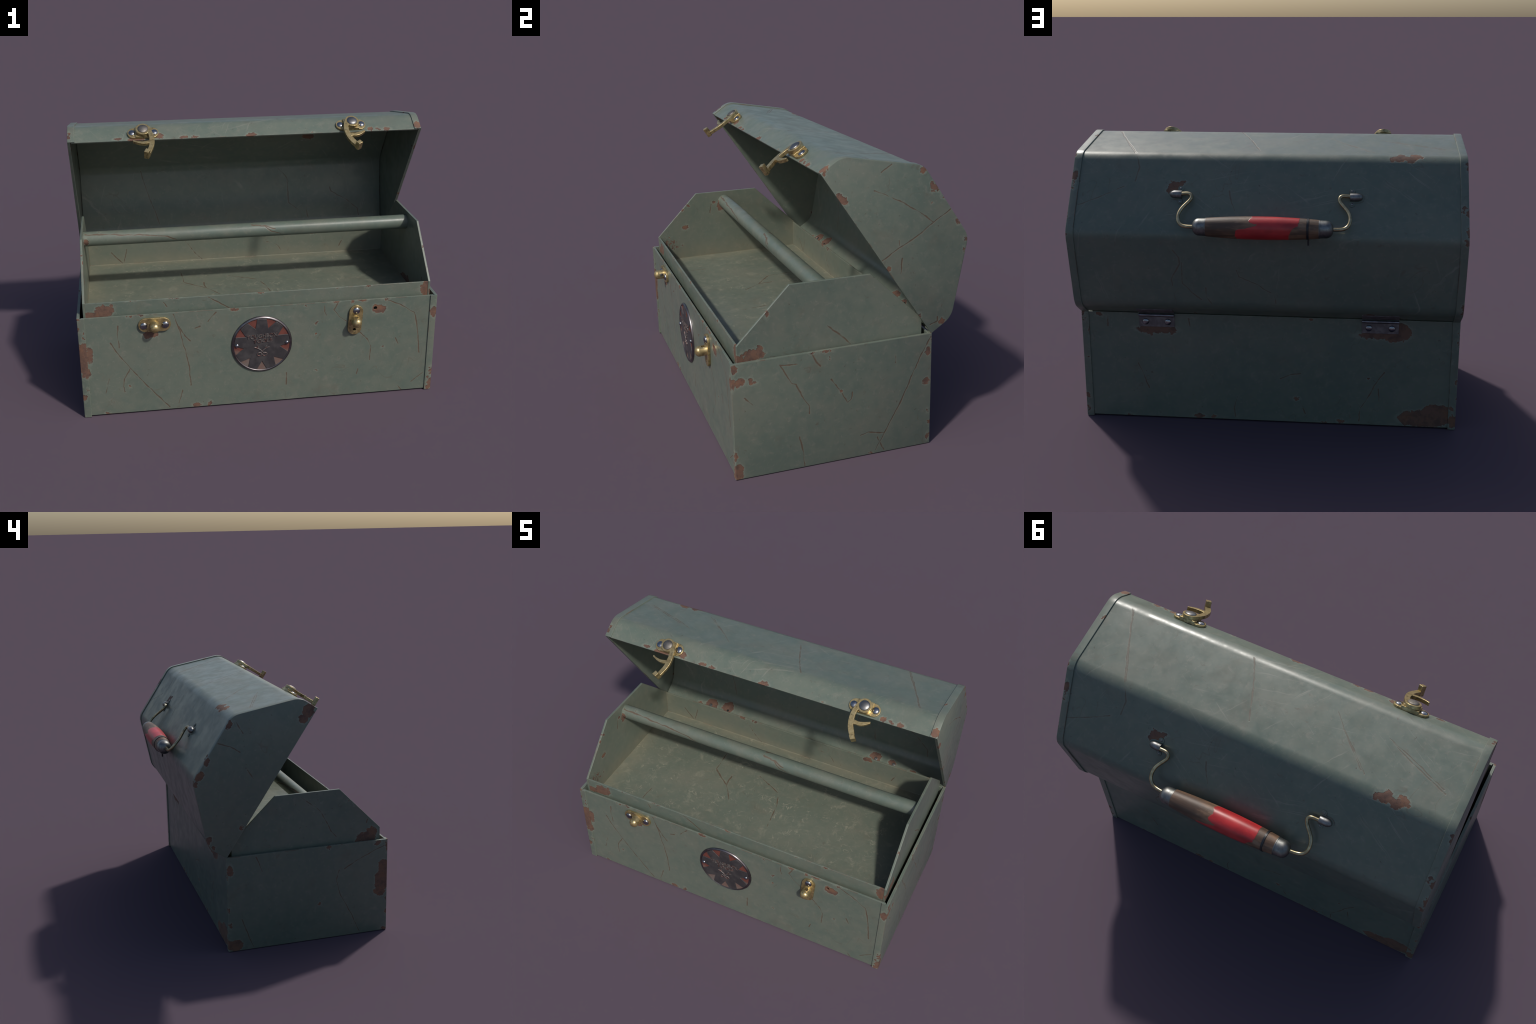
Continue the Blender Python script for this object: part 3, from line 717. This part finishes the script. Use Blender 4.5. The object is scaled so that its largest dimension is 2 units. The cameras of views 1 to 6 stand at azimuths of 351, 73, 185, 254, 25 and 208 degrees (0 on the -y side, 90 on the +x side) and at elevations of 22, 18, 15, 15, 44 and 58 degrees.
def lathe(name, prof, origin, axis, mat, seg=32, **kw):
    """profile of (distance along axis, radius) turned about an axis"""
    axis = Vector(axis).normalized()
    u = axis.orthogonal().normalized(); w = axis.cross(u)
    o = Vector(origin)
    v, f, rows = [], [], []
    for h, r in prof:
        if r < 1e-6:
            v.append(o + axis * h); rows.append([len(v) - 1] * seg)
        else:
            rows.append([])
            for i in range(seg):
                a = 2 * math.pi * i / seg
                v.append(o + axis * h + (u * math.cos(a) + w * math.sin(a)) * r); rows[-1].append(len(v) - 1)
    for a, b_ in zip(rows[:-1], rows[1:]):
        for i in range(seg):
            j = (i + 1) % seg
            q = []
            for k in (a[i], a[j], b_[j], b_[i]):
                if k not in q:
                    q.append(k)
            if len(q) > 2:
                f.append(tuple(q))
    return new_object(name, v, f, mat, **kw)


def dome_profile(r, h, base=0.0, seg=8):
    return [(-0.002, r)] + [(base + h * math.sin(t), r * math.cos(t)) for t in (math.pi / 2 * k / seg for k in range(seg))] + [(base + h, 0.0)]


def cut(ob, cutters):
    """subtract helper solids, keep the result as plain mesh, drop the helpers"""
    for c in cutters:
        m = ob.modifiers.new('cut', 'BOOLEAN'); m.object = c; m.operation = 'DIFFERENCE'; m.solver = 'EXACT'
    ordered = [m for m in ob.modifiers if m.type == 'BEVEL']
    saved = [(m.width, m.segments) for m in ordered]
    for m in ordered:
        ob.modifiers.remove(m)
    bpy.context.view_layer.update()
    me = bpy.data.meshes.new_from_object(ob.evaluated_get(bpy.context.evaluated_depsgraph_get()))
    ob.modifiers.clear()
    ob.data = me
    me.polygons.foreach_set('use_smooth', [True] * len(me.polygons))
    me.set_sharp_from_angle(angle=math.radians(35))
    for w, s in saved:
        m = ob.modifiers.new('bevel', 'BEVEL'); m.width = w; m.segments = s
        m.limit_method = 'ANGLE'; m.angle_limit = math.radians(40); m.harden_normals = True
    for c in cutters:
        bpy.data.objects.remove(c)


def tube(name, pts, radius, mat, matrix, parent):
    cu = bpy.data.curves.new(name, 'CURVE'); cu.dimensions = '3D'
    cu.bevel_depth = radius; cu.bevel_resolution = 5; cu.resolution_u = 12; cu.use_fill_caps = True
    sp = cu.splines.new('NURBS'); sp.points.add(len(pts) - 1)
    for p, q in zip(sp.points, pts):
        p.co = (*q, 1.0)
    sp.use_endpoint_u = True; sp.order_u = 4
    tmp = bpy.data.objects.new(name, cu); bpy.context.collection.objects.link(tmp)
    bpy.context.view_layer.update()
    me = bpy.data.meshes.new_from_object(tmp.evaluated_get(bpy.context.evaluated_depsgraph_get()))
    bpy.data.objects.remove(tmp); bpy.data.curves.remove(cu)
    me.name = name; me.materials.clear()
    return link(name, me, mat, sharp=60, matrix=matrix, parent=parent)


# ------------------------------------------------------------------- the toolbox
BRASS = brass()
RIVET = steel('polished_rivet_steel', (0.40, 0.41, 0.44), 0.22)
PIVOT = steel('dull_pivot_steel', (0.30, 0.295, 0.29), 0.40)
PIVOT_DULL = steel('scuffed_pivot_steel', (0.25, 0.23, 0.205), 0.56)
FERRULE = steel('ferrule_steel', (0.26, 0.265, 0.255), 0.44)
WIRE = steel('brassy_wire', (0.54, 0.455, 0.28), 0.32, 0.55)
HINGE_STEEL = dark_steel()

root = bpy.data.objects.new('metal_toolbox', None)
bpy.context.collection.objects.link(root)
root.empty_display_size = 0.2
root['label'] = 'old green metal toolbox with open lid and chipped rusty paint'
root['category'] = 'toolbox'

# ---- box: a bent sheet for front, floor and back, with two flanged end caps
box_path = [Vector(p) for p in ((FRONT, RIM), (FRONT, 0.006), (BACK, 0.006), (BACK, RIM))]
body = sheet('box_body', box_path, 0.011, -FLANGE - 0.02, FLANGE + 0.02,
             None, side=1, bevel=0.0022, parent=root)
hole = lathe('helper', [(0, 0.010), (0.06, 0.010)], (0.643, FRONT - 0.03, 0.546), (0, 1, 0), None, seg=20)
hole.data.polygons.foreach_set('use_smooth', [False] * len(hole.data.polygons))
bm = bmesh.new(); bm.from_mesh(hole.data); bmesh.ops.holes_fill(bm, edges=bm.edges); bmesh.ops.recalc_face_normals(bm, faces=bm.faces); bm.to_mesh(hole.data); bm.free()
hole2 = hole.copy(); hole2.data = hole.data.copy(); bpy.context.collection.objects.link(hole2)
hole2.location = (0.5235 - 0.643, 0.0, 0.4275 - 0.546)
cut(body, [hole, hole2])
assign(body, regional('box_paint', CHIPS_BASE, SCRATCHES_BASE, (lambda p: p.y < -0.2, lambda p: p.y > -0.2), seed=1, streaks=0.10),
       lambda c: 0 if c.y < -0.2 else 1)
for side, ch, sc in ((1, CHIPS_BASE_CAP_R, SCRATCHES_BASE_CAP_R), (-1, CHIPS_BASE_CAP_L, SCRATCHES_BASE_CAP_L)):
    end_cap('box_end_panel', box_path, side, paint('box_end_paint', ch, sc, seed=2 + side), parent=body)

# ---- tray: low front lip, floor and back wall in one sheet, peaked end panels, round bar
tray_path = [Vector(p) for p in ((-0.575, 0.672), (-0.575, 0.505), (0.363, 0.505), (0.363, 0.675))]
tray = sheet('tool_tray', tray_path, 0.010, -0.954, 0.954,
             paint('tray_paint', CHIPS_TRAY, SCRATCHES_TRAY, olive=0.20, worms=0.95, seed=4, inner='y',
                   dust=((1, 0.353, 2, 0.515, 0.09, 0.62), (0, -0.953, 2, 0.515, 0.14, 0.55), (0, 0.953, 2, 0.515, 0.10, 0.5),
                         (0, -0.953, 1, 0.353, 0.12, 0.5), (0, 0.953, 1, 0.353, 0.10, 0.4))),
             side=1, bevel=0.002, parent=root)
end_poly = [(-0.577, 0.014), (-0.577, 0.674), (-0.312, 0.942), (0.093, 0.939), (0.365, 0.677), (0.365, 0.014)]
for side, ch, sc in ((1, CHIPS_TRAY_END_R, SCRATCHES_TRAY_END_R), (-1, CHIPS_TRAY_END_L, SCRATCHES_TRAY_END_L)):
    prism('tray_end_panel', end_poly, side * 0.9535, side * 0.9665, lambda u, v, h: (h, u, v),
          paint('tray_end_paint', ch, sc, olive=0.16, seed=6 + side, inner='x',
                dust=((0, side * 0.9535, 2, 0.515, 0.15, 0.6), (0, side * 0.9535, 1, 0.353, 0.10, 0.5))), bevel=0.0025, parent=tray)
lathe('tray_bar', [(0, 0.042), (1.907, 0.042)], (-0.9535, -0.122, 0.873), (1, 0, 0),
      paint('bar_paint', CHIPS_ROD, SCRATCHES_ROD, flatten=(1, 0, 1), seed=8), seg=48, parent=tray)

# ---- lid: faceted sheet with soft folds, two flanged end caps
lid_path = fillet([(0.0, 1.010), (0.120, 1.010), (0.412, 0.728), (0.412, 0.292), (0.125, 0.0), (0.0, 0.0)],
                  [0.095, 0.088, 0.088, 0.100], seg=10)
lid = sheet('lid', lid_path, 0.010, -FLANGE - 0.02, FLANGE + 0.02,
            None, side=-1, bevel=0.0022, matrix=LID_M, parent=root)
assign(lid, regional('lid_paint', CHIPS_LID, SCRATCHES_LID,
                     (lambda p: p.z > 0.63, lambda p: p.z < 0.73 and p.y > 0.10, lambda p: p.y < 0.16 and p.z < 0.2),
                     seed=10, streaks=0.55, marks=0.70, holes=((-0.522, 0.030, 0.010, 0.009),)),
       lambda c: 0 if c.z > 0.665 else (1 if c.y > 0.13 else 2) if c.z < 0.5 or c.y > 0.13 else 0)
for side, ch, sc in ((1, CHIPS_LID_CAP_R, SCRATCHES_LID_CAP_R), (-1, CHIPS_LID_CAP_L, SCRATCHES_LID_CAP_L)):
    end_cap('lid_end_panel', lid_path, side, paint('lid_end_paint', ch, sc, seed=12 + side), proud=-1,
            matrix=LID_M, parent=lid)

# ---- hinges: a leaf on the box, a barrel and a leaf under the lid
for cx in (0.591, -0.590):
    leaf = box('hinge', (cx - 0.0955, 0.4002, 0.527), (cx + 0.0955, 0.4042, 0.584), HINGE_STEEL, bevel=0.001, parent=root)
    lathe('hinge_barrel', [(0, 0), (0, 0.0085), (0.191, 0.0085), (0.191, 0)], (cx - 0.0955, 0.4100, 0.5935), (1, 0, 0),
          steel('hinge_barrel_steel', (0.28, 0.27, 0.29), 0.38) if cx > 0 else bpy.data.materials['hinge_barrel_steel'], seg=20, parent=leaf)
    box('hinge_lid_leaf', (cx - 0.0955, -0.003, -0.0040), (cx + 0.0955, 0.068, -0.0002), HINGE_STEEL, bevel=0.001,
        matrix=LID_M, parent=leaf)
    for dx in (-0.0595, 0.0595):
        lathe('hinge_rivet', dome_profile(0.0180, 0.0095), (cx + dx, 0.4042, 0.556), (0, 1, 0), RIVET, seg=24, parent=leaf)
        # tail of the rivet through the lid, seen from inside
        if not (cx < 0 and dx > 0):
            lathe('hinge_rivet_tail', [(0, 0.0115), (0.0022, 0.0105), (0.0026, 0.0075), (0.0012, 0.006), (0.0012, 0)],
                  (cx + dx, 0.030, 0.0102), (0, 0, 1), PIVOT, seg=20, matrix=LID_M, parent=leaf)

# ---- latches on the lid's front face: plate, raised seat, hook with thumb lever, rivets
FACE = 1.010
def on_face(u, v, h):          # (x, w) on the front face, h = depth outwards
    return (u, v, FACE + h)

def arc(cx, cy, r, a0, a1, n=18):
    return [(cx + r * math.cos(math.radians(a0 + (a1 - a0) * i / n)), cy + r * math.sin(math.radians(a0 + (a1 - a0) * i / n))) for i in range(n + 1)]

def smooth(pts, n=4):
    """Catmull-Rom through a handful of points"""
    P = [Vector(pts[0])] + [Vector(p) for p in pts] + [Vector(pts[-1])]
    out = []
    for i in range(1, len(P) - 2):
        for k in range(n):
            t = k / n
            out.append(0.5 * (2 * P[i] + (P[i + 1] - P[i - 1]) * t + (2 * P[i - 1] - 5 * P[i] + 4 * P[i + 1] - P[i + 2]) * t * t
                              + (3 * P[i] - P[i - 1] - 3 * P[i + 1] + P[i + 2]) * t ** 3))
    out.append(P[-2])
    return [tuple(p) for p in out]

HOOKS = {
    # pivot, arc of the eye, outer edge, inner edge (tip upward), thumb lower, thumb upper, tip block
    'right': dict(pivot=(0.592, 0.046), a=(-128, 155),
                  outer=[(0.548, 0.045), (0.538, 0.010), (0.536, -0.030), (0.542, -0.068), (0.555, -0.102), (0.577, -0.137)],
                  inner=[(0.600, -0.123), (0.588, -0.100), (0.577, -0.080), (0.570, -0.066)],
                  thumb_lo=[(0.582, -0.064), (0.600, -0.065), (0.625, -0.057), (0.654, -0.037)],
                  thumb_hi=[(0.652, -0.027), (0.625, -0.037), (0.596, -0.044), (0.566, -0.041)],
                  back=[(0.563, -0.020), (0.564, 0.004)],
                  tip=[(0.577, -0.137), (0.600, -0.123), (0.615, -0.144), (0.591, -0.156)]),
    'left': dict(pivot=(-0.588, 0.046), a=(-308, -52), flip=True,
                 outer=[(-0.544, 0.044), (-0.534, 0.012), (-0.529, -0.022), (-0.530, -0.060), (-0.540, -0.096), (-0.556, -0.134)],
                 inner=[(-0.578, -0.121), (-0.568, -0.098), (-0.561, -0.078), (-0.558, -0.060)],
                 thumb_lo=[(-0.566, -0.060), (-0.584, -0.062), (-0.613, -0.057), (-0.646, -0.041)],
                 thumb_hi=[(-0.644, -0.032), (-0.622, -0.041), (-0.589, -0.045), (-0.558, -0.039)],
                 back=[(-0.556, -0.020), (-0.559, 0.003)],
                 tip=[(-0.556, -0.134), (-0.578, -0.121), (-0.592, -0.146), (-0.568, -0.154)]),
}
for key, cx in (('right', 0.5895), ('left', -0.587)):
    H = HOOKS[key]
    plate = prism('latch', stadium(cx, 0.0445, 0.0865, 0.0365), 0.0002, 0.012, on_face, BRASS, bevel=0.0022, matrix=LID_M, parent=root)
    prism('latch_seat', [(cx - 0.043, 0.0085), (cx + 0.043, 0.0085), (cx + 0.043, 0.0805), (cx - 0.043, 0.0805)], 0.006, 0.0215,
          on_face, BRASS, bevel=0.002, matrix=LID_M, parent=plate)
    px, py = H['pivot']
    if key == 'right':
        eye = arc(px, py, 0.040, H['a'][0], H['a'][1])
    else:
        eye = arc(px, py, 0.040, -52, -335)      # the long way round, mirrored
    poly = eye + smooth(H['outer']) + smooth(H['inner']) + smooth(H['thumb_lo']) + smooth(H['thumb_hi']) + H['back']
    hook = prism('latch_hook', poly, 0.0215, 0.0405, on_face, BRASS, bevel=0.0022, matrix=LID_M, parent=plate)
    prism('latch_hook_tip', H['tip'], 0.0150, 0.0700, on_face, BRASS, bevel=0.0022, matrix=LID_M, parent=plate)
    lathe('latch_pivot', dome_profile(0.0290, 0.0090), on_face(px, py, 0.0405), (0, 0, 1), PIVOT if key == 'right' else PIVOT_DULL, seg=32, matrix=LID_M, parent=plate)
    for dx in (-0.061, 0.061):
        lathe('latch_rivet', dome_profile(0.0195, 0.0085), on_face(cx + dx, 0.0445, 0.012), (0, 0, 1), RIVET, seg=28, matrix=LID_M, parent=plate)

# ---- catches on the box front: plate with a slotted brass knob and rivets
def front(u, v, h):
    return (u, FRONT - h, v)

def slot_box(lo, hi):
    return box('helper', lo, hi, None)

knob_prof = [(0.0, 0.0), (0.0, 0.031), (0.006, 0.029), (0.010, 0.0265), (0.046, 0.0275)] + \
            [(0.046 + 0.023 * math.sin(t), 0.0275 * math.cos(t)) for t in (math.pi / 2 * k / 9 for k in range(1, 9))] + [(0.069, 0.0)]
for cx, cz, upright in ((-0.5895, 0.5425, False), (0.5275, 0.4855, True)):
    hx, hz = (0.0395, 0.0890) if upright else (0.0880, 0.0400)
    plate = prism('catch', stadium(cx, cz, hx, hz), 0.0002, 0.013, front, BRASS, bevel=0.0022, parent=root)
    if upright:
        plate.matrix_world = Matrix.Translation((cx, 0, cz)) @ Matrix.Rotation(math.radians(4), 4, 'Y') @ Matrix.Translation((-cx, 0, -cz))
    knob = lathe('catch_knob', knob_prof, front(cx + (0 if upright else 0.0), cz, 0.004), (0, -1, 0), BRASS, seg=32, bevel=0.0)
    y0, y1 = FRONT - 0.040, FRONT - 0.019
    cut(knob, [slot_box((cx - 0.0115, y0, cz - 0.06), (cx + 0.0115, y1, cz + 0.06)) if upright
               else slot_box((cx - 0.06, y0, cz - 0.0115), (cx + 0.06, y1, cz + 0.0115))])
    knob.parent = plate; knob.matrix_parent_inverse = plate.matrix_world.inverted()
    spots = [(cx + 0.004, cz + 0.058)] if upright else [(cx - 0.058, cz - 0.002), (cx + 0.058, cz - 0.002)]
    for sx, sz in spots:
        lathe('catch_rivet', dome_profile(0.0205, 0.0105), front(sx, sz, 0.013), (0, -1, 0), RIVET, seg=28, parent=plate)
    if upright:      # the lower rivet is missing: an open hole
        h = lathe('helper', [(0, 0), (0, 0.0085), (0.05, 0.0085), (0.05, 0)], (cx - 0.004, FRONT + 0.005, cz - 0.058), (0, -1, 0), None, seg=18)
        cut(plate, [h])

# ---- round badge: disc, rim, enamel, notched star plate, lettering, emblem, pins
BX, BZ, BR = -0.002, 0.3755, 0.1705
RIM_METAL = steel('badge_rim_metal', (0.25, 0.225, 0.23), 0.33)  # base colour darkened to match the shadow on the lower bevel
badge = lathe('badge', [(0.0003, 0.0), (0.0003, BR - 0.002), (0.0075, BR - 0.010), (0.0075, 0.0)], (BX, FRONT, BZ), (0, -1, 0), badge_red(), seg=72, parent=root)
lathe('badge_rim', [(0.0004, BR + 0.0005), (0.004, BR + 0.0005), (0.0085, BR - 0.0025), (0.0115, BR - 0.0070), (0.0120, BR - 0.0100), (0.0100, BR - 0.0130), (0.004, BR - 0.0135)],
      (BX, FRONT, BZ), (0, -1, 0), RIM_METAL, seg=72, parent=badge)
star = []
for k in range(9):
    a = 270 + 40 * k
    star += [(BX + 0.104 * math.cos(math.radians(a)), BZ + 0.104 * math.sin(math.radians(a)))]
    for t in (10.2, 15.0, 20.0, 25.0, 29.8):
        star.append((BX + 0.1565 * math.cos(math.radians(a + t)), BZ + 0.1565 * math.sin(math.radians(a + t))))
DARK = badge_dark()
prism('badge_star', star, 0.0070, 0.0112, front, DARK, bevel=0.0018, parent=badge)
LETTER = badge_letters()

def word(text, width, height, cx, cz):
    cu = bpy.data.curves.new('lettering', 'FONT'); cu.body = text
    cu.align_x = 'CENTER'; cu.align_y = 'CENTER'; cu.extrude = 0.05; cu.bevel_depth = 0.012; cu.offset = 0.018
    tmp = bpy.data.objects.new('lettering', cu); bpy.context.collection.objects.link(tmp)
    bpy.context.view_layer.update()
    me = bpy.data.meshes.new_from_object(tmp.evaluated_get(bpy.context.evaluated_depsgraph_get()))
    bpy.data.objects.remove(tmp)
    xs = [v.co.x for v in me.vertices]; ys = [v.co.y for v in me.vertices]; zs = [v.co.z for v in me.vertices]
    mx, my = (max(xs) + min(xs)) / 2, (max(ys) + min(ys)) / 2
    for v in me.vertices:
        u = (v.co.x - mx) / (max(xs) - min(xs)) * width
        w = (v.co.y - my) / (max(ys) - min(ys)) * height
        h = (v.co.z - min(zs)) / (max(zs) - min(zs)) * 0.0042
        v.co = front(cx + u, cz + w + 0.055 * u, 0.0108 + h)
    me.materials.clear(); me.name = 'badge_lettering'
    return link('badge_lettering', me, LETTER, sharp=40, parent=badge)

word('TOUGHBOX', 0.172, 0.0235, BX + 0.001, BZ + 0.054)
word('TOOLS', 0.108, 0.0215, BX + 0.004, BZ + 0.0245)
# emblem: two crossed tools, forked ends above, finger rings below
def bar(pts, r):
    return tube('badge_emblem', [front(BX + u, BZ + v, 0.0118) for u, v in pts], r, LETTER, Matrix(), badge)
for s in (-1, 1):
    bar([(0.000, -0.040), (s * 0.010, -0.031), (s * 0.022, -0.020), (s * 0.042, -0.015)], 0.0030)
    bar([(s * 0.018, -0.024), (s * 0.020, -0.014), (s * 0.028, -0.005)], 0.0026)
    bar([(0.0, -0.040), (-s * 0.004, -0.047), (-s * 0.008, -0.050)], 0.0026)
    ring_pts = [(s * 0.0145 + 0.0135 * math.cos(t), -0.0590 + 0.0100 * math.sin(t)) for t in (2 * math.pi * k / 12 for k in range(13))]
    bar(ring_pts, 0.0027)
    lathe('badge_pin', dome_profile(0.0115, 0.0090), front(BX + s * 0.1400, BZ + 0.0035, 0.0112), (0, -1, 0), RIVET, seg=20, parent=badge)

# ---- carrying handle on the lid: turned wooden grip, ferrules, S-shaped wires, sockets
GW, GD = 0.4755, 0.3130     # grip axis (w, d)
def grip_r(x):
    return 0.0455 + 0.0115 * (1 - (x / 0.275) ** 2)
gx = [-0.275 + 0.55 * i / 24 for i in range(25)]
grip = lathe('carry_handle', [(x, grip_r(x)) for x in gx], (0, GW, GD), (1, 0, 0), handle_wood(), seg=48,
             matrix=LID_M, parent=root)
tie_x = -0.222
lathe('cable_tie', [(-0.0055, grip_r(tie_x) - 0.001), (-0.0050, grip_r(tie_x) + 0.0028), (0.0050, grip_r(tie_x) + 0.0028), (0.0055, grip_r(tie_x) - 0.001)],
      (tie_x, GW, GD), (1, 0, 0), plastic(), seg=48, matrix=LID_M, parent=grip)
down = Vector((-0.553, -0.833))      # world down, seen in the lid's (w, d) plane
side_v = Vector((-down.y, down.x))
c0 = Vector((GW, GD)) + down * (grip_r(tie_x) - 0.002)
c1 = c0 + down * 0.034
tail = [(p.x, p.y) for p in (c0 - side_v * 0.005, c0 + side_v * 0.005, c1 + side_v * 0.004, c1 - side_v * 0.004)]
prism('cable_tie_tail', tail, tie_x - 0.0045 - 0.002, tie_x + 0.0045 - 0.002, lambda u, v, h: (h, u, v), bpy.data.materials['black_plastic'],
      bevel=0.0015, matrix=LID_M, parent=grip)
SOCKET = paint('socket_plate_paint', [], [], seed=15)
SOCKET_STEEL = steel('socket_steel', (0.28, 0.28, 0.275), 0.44)
for s in (-1, 1):
    fer = [(0.2752, 0.0), (0.2752, 0.0440), (0.2752, 0.0452), (0.2800, 0.0452), (0.2812, 0.0436), (0.308, 0.0430)]
    fer += [(0.308 + 0.037 * math.sin(t), 0.0430 * max(0.0, math.cos(t)) ** 0.8) for t in (math.pi / 2 * k / 10 for k in range(1, 11))]
    fer[-1] = (0.345, 0.0)
    lathe('handle_ferrule', [(s * h, r) for h, r in fer], (0, GW, GD), (1, 0, 0), FERRULE, seg=40, matrix=LID_M, parent=grip)
    wire = [(0.340, GW - 0.006, 0.3150), (0.362, 0.4690, 0.3155), (0.392, 0.4640, 0.3170), (0.418, 0.4620, 0.3350), (0.427, 0.4580, 0.3750),
            (0.416, 0.4480, 0.4150), (0.390, 0.4420, 0.4470), (0.369, 0.4380, 0.4730), (0.368, 0.4350, 0.4960), (0.383, 0.4340, 0.5075),
            (0.405, 0.4320, 0.5050), (0.432, 0.4310, 0.5045)]
    tube('handle_wire', [(s * x, w, d) for x, w, d in wire], 0.0092, WIRE, LID_M, grip)
    prof = [(0.421, 0.0), (0.421, 0.0195), (0.423, 0.0200), (0.452, 0.0200)]
    prof += [(0.452 + 0.031 * math.sin(t), 0.0200 * math.cos(t)) for t in (math.pi / 2 * k / 8 for k in range(1, 8))] + [(0.483, 0.0)]
    lathe('handle_socket', [(s * h, r) for h, r in prof], (0, 0.4215, 0.5045), (1, 0, 0), SOCKET_STEEL, seg=32, matrix=LID_M, parent=grip)
    flat = lambda u, v, h: (u, h, v)
    # thin base with a round nose and two rivet ears
    nose = [(s * (0.424), 0.5045 - 0.0270)] + [(s * (0.458 + 0.033 * math.cos(t)), 0.5045 + 0.0270 * math.sin(t)) for t in (math.pi * (k / 12 - 0.5) for k in range(13))] + [(s * 0.424, 0.5045 + 0.0270)]
    prism('handle_socket_base', nose, 0.4122, 0.4150, flat, SOCKET, bevel=0.001, matrix=LID_M, parent=grip)
    for e in (-1, 1):
        ear = [(s * 0.430 + 0.0145 * math.cos(t), 0.5045 + e * 0.0345 + 0.0145 * math.sin(t)) for t in (2 * math.pi * k / 20 for k in range(20))]
        prism('handle_socket_ear', ear, 0.4122, 0.4160, flat, SOCKET, bevel=0.001, matrix=LID_M, parent=grip)
        lathe('handle_socket_rivet', dome_profile(0.0065, 0.0035), (s * 0.430, 0.4160, 0.5045 + e * 0.0345), (0, 1, 0), SOCKET_STEEL, seg=16, matrix=LID_M, parent=grip)

bpy.context.view_layer.update()
